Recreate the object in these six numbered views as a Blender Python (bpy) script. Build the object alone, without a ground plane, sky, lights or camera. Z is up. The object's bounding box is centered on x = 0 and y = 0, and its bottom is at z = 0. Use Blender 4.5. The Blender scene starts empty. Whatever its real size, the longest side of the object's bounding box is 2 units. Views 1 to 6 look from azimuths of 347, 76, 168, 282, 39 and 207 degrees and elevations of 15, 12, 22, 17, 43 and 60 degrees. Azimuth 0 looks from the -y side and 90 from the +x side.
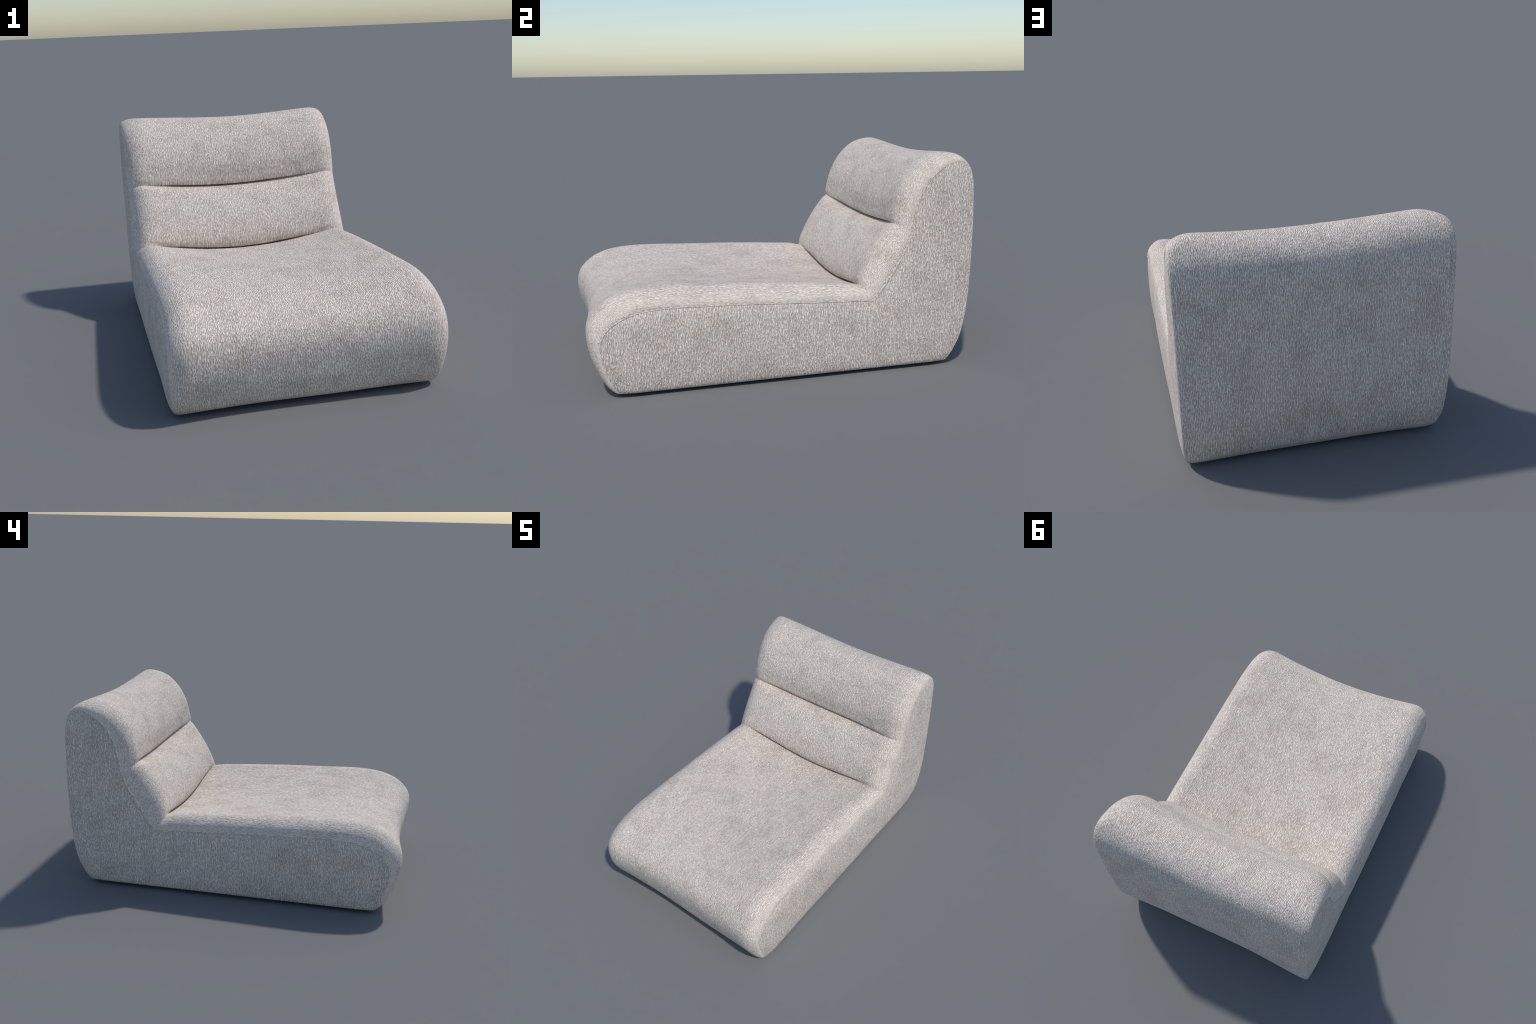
"""Upholstered lounge chair: a low deep seat with a rolled front, a two-cushion
backrest, a flat back and two inset side panels, all in a nubby pale fabric."""
import bpy, math
import numpy as np
from mathutils import Vector
from mathutils.geometry import delaunay_2d_cdt

# ------------------------------------------------------------------ profiles
# Every run of upholstery is described by three profiles in the (y, z) plane:
# RIDGE  - just inside the side edges, where the padding is fullest
# MIDDLE - the chair's centre line, where it sags and the tucks are deepest
# SEAM   - where the wrap meets the side panel
SEAT = dict(
    ridge=[(-.850, .018), (-.874, .026), (-.908, .060), (-.948, .130), (-.980, .205), (-.996, .275), (-1.0, .340),
           (-.984, .395), (-.945, .441), (-.885, .483), (-.79, .514), (-.63, .526), (-.28, .511), (.08, .490),
           (.30, .473), (.385, .465)],
    middle=[(-.850, .018), (-.882, .027), (-.912, .060), (-.942, .130), (-.959, .205), (-.970, .275), (-.968, .332),
            (-.950, .380), (-.913, .420), (-.850, .454), (-.75, .480), (-.61, .490), (-.28, .473), (.08, .436),
            (.34, .401), (.470, .382)],
    seam=[(-.850, .022), (-.868, .032), (-.890, .068), (-.916, .130), (-.934, .200), (-.939, .258), (-.930, .302),
          (-.905, .345), (-.868, .375), (-.815, .402), (-.732, .424), (-.59, .434), (-.28, .424), (.08, .405),
          (.32, .393), (.447, .387)])
LUMBAR = dict(
    ridge=[(.385, .465), (.399, .502), (.419, .555), (.445, .610), (.476, .664), (.510, .712), (.543, .752), (.565, .774)],
    middle=[(.470, .382), (.418, .402), (.404, .455), (.416, .522), (.445, .590), (.492, .652), (.553, .707), (.675, .726)],
    seam=[(.447, .387), (.467, .408), (.496, .447), (.530, .495), (.564, .545), (.600, .605), (.634, .675), (.655, .734)])
HEAD = dict(
    ridge=[(.565, .774), (.568, .802), (.580, .858), (.600, .925), (.632, .990), (.676, 1.046), (.730, 1.090),
           (.788, 1.113), (.848, 1.119), (.903, 1.110), (.944, 1.083), (.973, 1.041), (.988, .983), (.995, .900)],
    middle=[(.675, .726), (.624, .736), (.612, .788), (.609, .852), (.630, .920), (.662, .982), (.705, 1.038),
            (.752, 1.082), (.810, 1.100), (.870, 1.101), (.925, 1.082), (.966, 1.043), (.988, .985), (.997, .900)],
    seam=[(.655, .734), (.660, .768), (.672, .825), (.685, .880), (.703, .930), (.735, .980), (.777, 1.024),
          (.825, 1.058), (.872, 1.079), (.912, 1.081), (.944, 1.064), (.966, 1.026), (.977, .973), (.980, .900)])
BACK = dict(
    ridge=[(.995, .900), (.997, .750), (.991, .500), (.975, .300), (.946, .165), (.905, .075), (.874, .027), (.850, .018)],
    middle=[(.997, .900), (.998, .750), (.990, .500), (.965, .300), (.930, .165), (.898, .075), (.870, .027), (.845, .018)],
    seam=[(.980, .900), (.982, .750), (.976, .500), (.960, .300), (.933, .165), (.896, .080), (.868, .032), (.850, .022)])
# across the width, per run: (start, end) of roll width, and of seam half-width
ROLL = .138          # width of the rounded shoulder along the top edges
PROUD = .006
STITCH = .0012
FULL = 2.15          # squareness of the shoulder (2 = round)
HALF = .622          # half-width at the top seam

STEPS = dict(seat=170, lumbar=64, head=110, back=80)
COLUMNS = 84
ROLL_STEPS = 16


def catmull(points, n):
    """Centripetal-ish Catmull-Rom through the control points, n+1 samples."""
    p = np.array(points, float)
    p = np.vstack([2 * p[0] - p[1], p, 2 * p[-1] - p[-2]])
    t = np.linspace(0, len(points) - 1, n + 1)
    i = np.minimum(t.astype(int), len(points) - 2)
    f = (t - i)[:, None]
    a, b, c, d = p[i], p[i + 1], p[i + 2], p[i + 3]
    return .5 * (2 * b + (c - a) * f + (2 * a - 5 * b + 4 * c - d) * f ** 2 + (3 * b - a - 3 * c + d) * f ** 3)


def smooth(a, b, x):
    t = np.clip((x - a) / (b - a), 0, 1)
    return t * t * (3 - 2 * t)


def lumps(x, y, z):
    """Soft unevenness of the padding, a few millimetres, same everywhere in space."""
    rng = np.random.default_rng(11)
    out = 0
    for k, amp in ((5, .0024), (9, .0018), (16, .0011)):
        for _ in range(4):
            d = rng.normal(size=3)
            d *= k / np.linalg.norm(d)
            out = out + amp * .5 * np.sin(d[0] * x + d[1] * y + d[2] * z + rng.uniform(0, 6.28))
    return out


def half_width(name, yz):
    """Half-width of the chair at the seam: fuller at the back, tucked in at the floor."""
    y, z = yz[:, 0], yz[:, 1]
    w = HALF + .004 * smooth(.90, .975, y)
    w = w - .008 * (1 - smooth(.015, .075, z)) * smooth(.80, .87, abs(y))   # rounded floor corners
    return w - .008 * (1 - smooth(.0, .16, z)) + .004 * smooth(-.75, -.92, y) * smooth(.1, .25, z)


def wrap_grid(name, run):
    n = STEPS[name]
    ridge, mid, seam = (catmull(run[k], n) for k in ("ridge", "middle", "seam"))
    # the padding stands a little proud of the stitched line, except at tucks and hems
    t = np.gradient(ridge, axis=0)
    out = np.stack([-t[:, 1], t[:, 0]], 1) / np.linalg.norm(t, axis=1, keepdims=True)
    k = np.arange(n + 1)
    proud = PROUD * smooth(0, 10, k) * smooth(0, 10, n - k) if name in ("seat", "lumbar") else PROUD * smooth(0, 10, k) * (1 - smooth(.88, .97, ridge[:, 0]))
    ridge = ridge + out * np.asarray(proud)[:, None]
    hw = half_width(name, seam)
    # the shoulder roll narrows towards the floor and along the back edge
    roll = ROLL * (1 - .62 * smooth(.34, .03, ridge[:, 1]) * (ridge[:, 0] < 0))
    roll = roll * (1 - .70 * smooth(.80, .95, ridge[:, 0]))
    rows = []
    us = np.concatenate([
        -1 - np.linspace(1, 0, ROLL_STEPS, endpoint=False),
        np.linspace(-1, 1, COLUMNS + 1),
        1 + np.linspace(0, 1, ROLL_STEPS + 1)[1:]])
    verts = np.zeros((n + 1, len(us), 3))
    for j, u in enumerate(us):
        core = np.clip(abs(u), 0, 1)
        th = np.clip(abs(u) - 1, 0, 1) * math.pi / 2
        ax = (hw - roll) * core + roll * math.sin(th) ** (2 / FULL)
        sag = np.clip(1 - (ax / .555) ** 2, 0, None)
        # above the tuck the headrest keeps its fullness further out from the middle
        if name == "head":
            sag = sag ** (1 + .6 * smooth(.04, .3, np.arange(n + 1) / n))
        elif name == "back":
            sag = sag ** 1.6
        sag = sag[:, None]
        yz = ridge * (1 - sag) + mid * sag
        # stitches pull the last centimetre in, most along the top edges
        ax = ax - STITCH * (roll / ROLL) ** 2 * smooth(.86, 1, np.array(abs(u) - 1.0))
        inset = 1 - max(math.cos(th), 0) ** (2 / FULL)
        yz = yz * (1 - inset) + seam * inset
        verts[:, j, 0] = math.copysign(1, u) * ax
        verts[:, j, 1:] = yz
    return verts


def grid_normals(v):
    du = np.gradient(v, axis=1)
    dv = np.gradient(v, axis=0)
    nrm = np.cross(du, dv)
    return nrm / np.maximum(np.linalg.norm(nrm, axis=2, keepdims=True), 1e-9)


# ------------------------------------------------------------------ materials
RIB = .0073          # rib spacing of the cloth
SLUB = .019          # mean slub length


def build_fabric(name, side=False):
    mat = bpy.data.materials.new(name)
    mat.use_nodes = True
    nt = mat.node_tree
    nt.nodes.clear()
    N, L = nt.nodes.new, nt.links.new

    def math_node(op, a, b=None, c=None, clamp=False):
        m = N("ShaderNodeMath")
        m.operation = op
        m.use_clamp = clamp
        for i, s in enumerate((a, b, c)):
            if s is None:
                continue
            if isinstance(s, (int, float)):
                m.inputs[i].default_value = s
            else:
                L(s, m.inputs[i])
        return m.outputs[0]

    def mix_colour(fac, a, b, blend="MIX"):
        m = N("ShaderNodeMix")
        m.data_type = "RGBA"
        m.blend_type = blend
        for sock, s in ((m.inputs[0], fac), (m.inputs[6], a), (m.inputs[7], b)):
            if isinstance(s, (int, float)):
                sock.default_value = s
            elif isinstance(s, tuple):
                sock.default_value = (*s, 1)
            else:
                L(s, sock)
        return m.outputs[2]

    def noise(vec, scale, detail=2.0, rough=.5):
        t = N("ShaderNodeTexNoise")
        t.inputs["Scale"].default_value = scale
        t.inputs["Detail"].default_value = detail
        t.inputs["Roughness"].default_value = rough
        L(vec, t.inputs["Vector"])
        return t.outputs["Fac"], t.outputs["Color"]

    def ramp(fac, lo, hi):
        m = N("ShaderNodeMapRange")
        m.interpolation_type = "SMOOTHSTEP"
        m.inputs[1].default_value = lo
        m.inputs[2].default_value = hi
        L(fac, m.inputs[0])
        return m.outputs[0]

    obj = N("ShaderNodeTexCoord").outputs["Object"]
    sep = N("ShaderNodeSeparateXYZ")
    L(obj, sep.inputs[0])
    X, Y, Z = sep.outputs
    comb = N("ShaderNodeCombineXYZ")
    if side:
        # the warp stands upright on the side panels
        across, along = Y, Z
    else:
        # the warp runs front to back over the wrap; follow the cloth round
        # the shoulder: on a roll of radius R turned by phi the cloth has run
        # R*(phi - sin phi) further than x alone tells
        geo = N("ShaderNodeNewGeometry")
        nsep = N("ShaderNodeSeparateXYZ")
        L(geo.outputs["Normal"], nsep.inputs[0])
        lean = math_node("MINIMUM", math_node("ABSOLUTE", nsep.outputs[0]), .9999)
        extra = math_node("MULTIPLY", math_node("SUBTRACT", math_node("ARCSINE", lean), lean), .155)
        extra = math_node("MULTIPLY", extra, math_node("SUBTRACT", 1.0, math_node("MULTIPLY", ramp(Y, .88, .96), .7)))
        across = math_node("MULTIPLY", math_node("ADD", math_node("ABSOLUTE", X), extra), math_node("SIGN", X))
        # length along the cloth: y + z climbing the seat and backrest, turning
        # over at the nose of the seat and at the crown of the headrest
        turn_top = math_node("SUBTRACT", 1.0, math_node("MULTIPLY", ramp(Y, .80, .90), 2.0))
        turn_nose = math_node("SUBTRACT", math_node("MULTIPLY", ramp(math_node("ADD", Z, math_node("MULTIPLY", ramp(Y, -.9, -.6), .6)), .26, .42), 2.0), 1.0)
        zz = math_node("MULTIPLY", math_node("SUBTRACT", Z, 1.112), turn_top)
        yy = math_node("MULTIPLY", math_node("ADD", Y, .985), turn_nose)
        along = math_node("ADD", zz, yy)
    L(across, comb.inputs[0]); L(along, comb.inputs[1])
    cloth = comb.outputs[0]

    # threads wander a little
    wob = N("ShaderNodeVectorMath"); wob.operation = "SCALE"
    slow = N("ShaderNodeMapping")
    slow.inputs["Scale"].default_value = (1.0, .45, 1)
    L(cloth, slow.inputs["Vector"])
    _, wc = noise(slow.outputs[0], 34, 2)
    off = N("ShaderNodeVectorMath"); off.operation = "SUBTRACT"
    L(wc, off.inputs[0]); off.inputs[1].default_value = (.5, .5, .5)
    L(off.outputs[0], wob.inputs[0]); wob.inputs["Scale"].default_value = .006
    add = N("ShaderNodeVectorMath"); add.operation = "ADD"
    L(cloth, add.inputs[0]); L(wob.outputs[0], add.inputs[1])
    def strands(across_mm, along_mm, detail, rough, shift=0.0):
        m = N("ShaderNodeMapping")
        m.inputs["Scale"].default_value = (1000 / across_mm, 1000 / along_mm, 1)
        m.inputs["Location"].default_value = (shift, shift, 0)
        L(add.outputs[0], m.inputs["Vector"])
        t = N("ShaderNodeTexNoise")
        t.noise_dimensions = "2D"
        t.inputs["Scale"].default_value = 1
        t.inputs["Detail"].default_value = detail
        t.inputs["Roughness"].default_value = rough
        L(m.outputs[0], t.inputs["Vector"])
        return t.outputs["Fac"], m.outputs[0]

    # ribs of pile: columns about 9 mm apart, each broken into slubs of uneven length
    wsep = N("ShaderNodeSeparateXYZ")
    L(add.outputs[0], wsep.inputs[0])
    jit, _ = strands(11.0, 30.0, 1.0, .5, 5.1)
    col_u = math_node("ADD", math_node("MULTIPLY", wsep.outputs[0], 1 / RIB), math_node("MULTIPLY", jit, 1.5))
    col_id = math_node("FLOOR", col_u)
    across_f = math_node("ABSOLUTE", math_node("SUBTRACT", math_node("SUBTRACT", col_u, col_id), .5))   # 0 on the rib, .5 in the gap
    rnd = N("ShaderNodeTexWhiteNoise")
    rnd.noise_dimensions = "1D"
    L(col_id, rnd.inputs["W"])
    row_noise = N("ShaderNodeTexNoise")
    row_noise.noise_dimensions = "2D"
    row_noise.inputs["Scale"].default_value = 1
    row_noise.inputs["Detail"].default_value = 1
    rv = N("ShaderNodeCombineXYZ")
    L(math_node("MULTIPLY", col_id, 7.31), rv.inputs[0])
    L(math_node("MULTIPLY", wsep.outputs[1], 1 / .024), rv.inputs[1])
    L(rv.outputs[0], row_noise.inputs["Vector"])
    row = math_node("ADD", math_node("MULTIPLY", wsep.outputs[1], 1 / SLUB), math_node("MULTIPLY", rnd.outputs["Value"], 9.0))
    row = math_node("ADD", row, math_node("MULTIPLY", row_noise.outputs["Fac"], 2.2))
    along_f = math_node("ABSOLUTE", math_node("SUBTRACT", math_node("FRACT", row), .5))
    edge_u = math_node("SUBTRACT", 1.0, ramp(across_f, .16, .50))
    edge_s = math_node("SUBTRACT", 1.0, math_node("MULTIPLY", ramp(along_f, .28, .50), .6))
    rib = math_node("MULTIPLY", edge_u, edge_s)
    warp, _ = strands(4.2, 18.0, 1.5, .5)
    pile = math_node("ADD", math_node("MULTIPLY", ramp(warp, .28, .72), .55), math_node("MULTIPLY", rib, .55))
    slub = ramp(pile, .16, .92)
    tone, _ = strands(19.0, 48.0, 1.0, .5, 3.1)
    fibre, _ = strands(4.0, 12.0, 2.0, .6, 1.7)

    # colour: warm taupe in the gaps between pale slubs
    pale = mix_colour(ramp(tone, .35, .65), PALE_A, PALE_B)
    col = mix_colour(slub, GAP_TONE, pale)
    # nap brushed in cloudy patches
    cloud_map = N("ShaderNodeMapping")
    cloud_map.inputs["Scale"].default_value = (1.0, .8, .8)
    L(cloth, cloud_map.inputs["Vector"])
    c1, _ = noise(cloud_map.outputs[0], 7.0, 5, .62)
    patch = ramp(c1, .44, .66)
    col = mix_colour(math_node("MULTIPLY", patch, .7), col, mix_colour(1.0, col, NAP, "MULTIPLY"))
    warm, _ = noise(cloth, 2.3, 3)
    col = mix_colour(math_node("MULTIPLY", ramp(warm, .45, .7), .5), col,
                     mix_colour(1.0, col, (1.0, .965, .94), "MULTIPLY"))
    # long streaks: slightly darker bands along the cloth
    streak, _ = strands(17.0, 170.0, 2.0, .55, 9.7)
    col = mix_colour(math_node("MULTIPLY", ramp(streak, .42, .68), .6), col,
                     mix_colour(1.0, col, (.90, .895, .89), "MULTIPLY"))
    # heather: single fibres
    col = mix_colour(math_node("MULTIPLY", ramp(fibre, .35, .75), .35), col,
                     mix_colour(1.0, col, (.93, .92, .91), "MULTIPLY"))

    # relief: mostly the ribs, the breaks between slubs stay shallow
    ridge_h = math_node("MULTIPLY", edge_u, math_node("SUBTRACT", 1.0, math_node("MULTIPLY", ramp(along_f, .28, .50), .25)))
    relief = ramp(math_node("ADD", math_node("MULTIPLY", ramp(warp, .28, .72), .55), math_node("MULTIPLY", ridge_h, .55)), .12, .95)
    height = math_node("ADD", math_node("MULTIPLY", relief, 1.0), math_node("MULTIPLY", fibre, .2))
    height = math_node("MULTIPLY", height, math_node("ADD", math_node("MULTIPLY", tone, .5), .75))
    bump = N("ShaderNodeBump")
    bump.inputs["Strength"].default_value = 1.0
    bump.inputs["Distance"].default_value = .0028
    L(height, bump.inputs["Height"])

    bsdf = N("ShaderNodeBsdfPrincipled")
    L(col, bsdf.inputs["Base Color"])
    bsdf.inputs["Roughness"].default_value = .92
    bsdf.inputs["Specular IOR Level"].default_value = .15
    L(bump.outputs[0], bsdf.inputs["Normal"])
    out = N("ShaderNodeOutputMaterial")
    L(bsdf.outputs[0], out.inputs[0])
    return mat


PALE_A = (.99, .925, .84)
PALE_B = (.96, .88, .79)
GAP_TONE = (.62, .485, .40)
NAP = (.82, .815, .81)


def build_plain(name, colour, rough):
    mat = bpy.data.materials.new(name)
    mat.use_nodes = True
    nt = mat.node_tree
    b = nt.nodes["Principled BSDF"]
    b.inputs["Roughness"].default_value = rough
    t = nt.nodes.new("ShaderNodeTexNoise")
    t.inputs["Scale"].default_value = 180
    c = nt.nodes.new("ShaderNodeTexCoord")
    nt.links.new(c.outputs["Object"], t.inputs["Vector"])
    m = nt.nodes.new("ShaderNodeMix")
    m.data_type = "RGBA"
    m.inputs[6].default_value = (*[k * .8 for k in colour], 1)
    m.inputs[7].default_value = (*[k * 1.2 for k in colour], 1)
    nt.links.new(t.outputs["Fac"], m.inputs[0])
    nt.links.new(m.outputs[2], b.inputs["Base Color"])
    return mat


# ------------------------------------------------------------------ assembly
chair = bpy.data.objects.new("lounge_chair", None)
bpy.context.scene.collection.objects.link(chair)
chair["label"] = "low armless lounge chair in nubby pale beige fabric"
chair["category"] = "lounge chair"


def add_mesh(name, verts, faces, mat, normals=None):
    me = bpy.data.meshes.new(name)
    me.from_pydata([tuple(v) for v in verts], [], [tuple(f) for f in faces])
    me.materials.append(mat)
    me.polygons.foreach_set("use_smooth", [True] * len(me.polygons))
    me.update()
    if normals is not None:
        me.normals_split_custom_set_from_vertices([tuple(n) for n in normals])
    ob = bpy.data.objects.new(name, me)
    ob.parent = chair
    bpy.context.scene.collection.objects.link(ob)
    return ob


def grid_faces(r, c):
    i = np.arange(r - 1)[:, None] * c + np.arange(c - 1)[None, :]
    i = i.ravel()
    return np.stack([i, i + 1, i + c + 1, i + c], 1)


fabric = build_fabric("nubby_wrap_fabric")
fabric_side = build_fabric("nubby_side_fabric", side=True)
lining = build_plain("dark_lining", (.03, .03, .032), .9)
glide = build_plain("black_glide", (.02, .02, .02), .5)

grids = {k: wrap_grid(k, run) for k, run in (("seat", SEAT), ("lumbar", LUMBAR), ("head", HEAD), ("back", BACK))}
# head and back are one piece of cloth: take the normals of the joined surface
joined = np.concatenate([grids["head"], grids["back"][1:]], 0)


def puff(v, edge):
    """Push the padding about, fading out at tucks and seams so borders still meet."""
    n = grid_normals(v)
    amount = lumps(v[..., 0], v[..., 1], v[..., 2]) * edge
    return v + n * amount[..., None]


def fades(v, first, last):
    r, c = v.shape[:2]
    i = np.arange(r)
    f = np.ones(r)
    if first:
        f *= smooth(0, 14, i)
    if last:
        f *= smooth(0, 14, r - 1 - i)
    j = np.minimum(np.arange(c), c - 1 - np.arange(c))
    return f[:, None] * smooth(0, ROLL_STEPS, j)[None, :]


joined = puff(joined, fades(joined, True, True))
split = STEPS["head"] + 1
joined_n = grid_normals(joined)
parts = {"seat_cushion": None, "lumbar_cushion": None}
for key, name in (("seat", "seat_cushion"), ("lumbar", "lumbar_cushion")):
    v = puff(grids[key], fades(grids[key], True, True))
    n = grid_normals(v)
    add_mesh(name, v.reshape(-1, 3), grid_faces(*v.shape[:2]), fabric, n.reshape(-1, 3))
for name, sl in (("head_cushion", slice(0, split)), ("back_panel", slice(split - 1, None))):
    v, n = joined[sl], joined_n[sl]
    add_mesh(name, v.reshape(-1, 3), grid_faces(*v.shape[:2]), fabric, n.reshape(-1, 3))

# ---- side panels: an inset board of cloth, slightly pillowed, stitched at the seam
seam_yz = np.concatenate([catmull(r["seam"], STEPS[k])[:-1] for k, r in
                          (("seat", SEAT), ("lumbar", LUMBAR), ("head", HEAD), ("back", BACK))])
seam_yz = np.vstack([seam_yz, BACK["seam"][-1]])
seam_x = half_width("", seam_yz)
wrap_x = seam_x - STITCH * (1 - .70 * smooth(.80, .95, seam_yz[:, 0])) ** 2
seam_x -= (STITCH + .002) * (1 - smooth(.80, .95, seam_yz[:, 0])) ** 2 * smooth(.1, .34, seam_yz[:, 1])
FLOOR = .018


def side_panel():
    top = seam_yz[::2]
    top_x = seam_x[::2]
    y0, y1 = top[0, 0], top[-1, 0]
    bottom = np.stack([np.linspace(y1, y0, 120)[1:-1], np.full(118, FLOOR)], 1)
    loop = np.vstack([top, bottom])
    loop_x = np.concatenate([top_x, np.interp(bottom[::-1, 0], [y0, y0 + .07, y1 - .07, y1], [top_x[0], HALF - .007, HALF - .007, top_x[-1]])[::-1]])
    nb = len(loop)
    # interior points: a fine row just above the floor, then an even lattice
    ys, zs = np.meshgrid(np.arange(-.94, 1.0, .0165), np.concatenate([FLOOR + np.array([.004, .010, .018]), np.arange(FLOOR + .03, 1.1, .0165)]))
    pts = np.stack([ys.ravel(), zs.ravel()], 1)
    a, b = loop, np.roll(loop, -1, 0)
    inside = np.zeros(len(pts), bool)
    for p, q in zip(a, b):
        cond = (p[1] > pts[:, 1]) != (q[1] > pts[:, 1])
        with np.errstate(divide="ignore", invalid="ignore"):
            xi = (q[0] - p[0]) * (pts[:, 1] - p[1]) / (q[1] - p[1]) + p[0]
        inside ^= cond & (pts[:, 0] < xi)
    pts = pts[inside]
    d = np.full(len(pts), 9.0)
    for p, q in zip(top[:-1], top[1:]):
        e = q - p
        t = np.clip(((pts - p) @ e) / max(e @ e, 1e-12), 0, 1)
        d = np.minimum(d, np.linalg.norm(pts - p - t[:, None] * e, axis=1))
    pts = pts[d > .008]
    # ring of points close inside the seam, for the stitched valley
    allp = np.vstack([loop, pts])
    edges = [(i, (i + 1) % nb) for i in range(nb)]
    vs, _, fs, *_ = delaunay_2d_cdt([Vector(p) for p in allp], edges, [], 1, 1e-7)
    vs = np.array([tuple(v) for v in vs])
    n = len(vs)
    # pillow: screened membrane from the seam up to a plateau
    bound = np.full(n, np.nan)
    for p, x in zip(loop, loop_x):
        k = np.argmin(((vs - p) ** 2).sum(1))
        bound[k] = x
    fixed = ~np.isnan(bound)
    tri = [tuple(f) for f in fs]
    A = np.zeros((n, n), np.float32)
    area = np.zeros(n)
    for f in tri:
        p = vs[list(f)]
        ar = abs((p[1, 0] - p[0, 0]) * (p[2, 1] - p[0, 1]) - (p[1, 1] - p[0, 1]) * (p[2, 0] - p[0, 0])) / 2
        for k in range(3):
            i, j, o = f[k], f[(k + 1) % 3], f[(k + 2) % 3]
            u, w = vs[i] - vs[o], vs[j] - vs[o]
            cot = .5 * (u @ w) / max(abs(u[0] * w[1] - u[1] * w[0]), 1e-9)
            A[i, j] -= cot; A[j, i] -= cot; A[i, i] += cot; A[j, j] += cot
            area[i] += ar / 3
    reach = .055
    A[np.arange(n), np.arange(n)] += area / reach ** 2
    rhs = area / reach ** 2 * PLATEAU
    A[fixed] = 0
    A[fixed, np.nonzero(fixed)[0]] = 1
    rhs[fixed] = bound[fixed]
    x = np.linalg.solve(A.astype(np.float64), rhs)
    # rounded lower hem
    h = np.clip(vs[:, 1] - FLOOR, 0, .02)
    x -= .007 - .007 * np.sqrt(np.clip(1 - (1 - h / .02) ** 2, 0, 1))
    x += lumps(vs[:, 0] * 0 + .6, vs[:, 0], vs[:, 1]) * (~fixed) * .8
    return vs, x, tri


PLATEAU = .6355
vs, px, tri = side_panel()
for sgn in (1, -1):
    verts = np.stack([sgn * (px - .0006), vs[:, 0], vs[:, 1]], 1)
    # the folded-under hem that closes the step between wrap and panel
    m = len(seam_yz)
    hem = np.concatenate([np.stack([sgn * (w + lift), seam_yz[:, 0], seam_yz[:, 1]], 1) for w, lift in ((seam_x, -.004), (wrap_x, .0004))])
    base = len(verts)
    verts = np.vstack([verts, hem])
    faces = [f if sgn > 0 else f[::-1] for f in tri]
    faces += [(base + i, base + i + 1, base + m + i + 1, base + m + i)[::-sgn] for i in range(m - 1)]
    add_mesh("side_panel", verts, faces, fabric_side)

# ---- underside lining and floor glides
def box(name, x0, x1, y0, y1, z0, z1, mat):
    v = [(x, y, z) for z in (z0, z1) for y in (y0, y1) for x in (x0, x1)]
    f = [(0, 2, 3, 1), (4, 5, 7, 6), (0, 1, 5, 4), (2, 6, 7, 3), (0, 4, 6, 2), (1, 3, 7, 5)]
    ob = add_mesh(name, v, f, mat)
    ob.data.polygons.foreach_set("use_smooth", [False] * 6)
    return ob


box("underside", -.588, .588, -.852, .862, FLOOR - .001, FLOOR + .014, lining)


def foot_mesh(radius, h):
    n = 32
    prof = [(0, h), (radius, h), (radius, .004), (radius - .004, 0), (0, 0)]
    v, f = [], []
    for r, z in prof:
        for k in range(n):
            a = 2 * math.pi * k / n
            v.append((r * math.cos(a), r * math.sin(a), z))
    for i in range(len(prof) - 1):
        for k in range(n):
            a, b = i * n + k, i * n + (k + 1) % n
            f.append((a + n, b + n, b, a))
    return v, f


fv, ff = foot_mesh(.03, FLOOR + .004)
first = add_mesh("foot", fv, ff, glide)
spots = [(-.42, -.66), (.42, -.66), (-.42, .66), (.42, .66)]
first.location = (*spots[0], 0)
for s in spots[1:]:
    ob = first.copy()
    ob.location = (*s, 0)
    bpy.context.scene.collection.objects.link(ob)
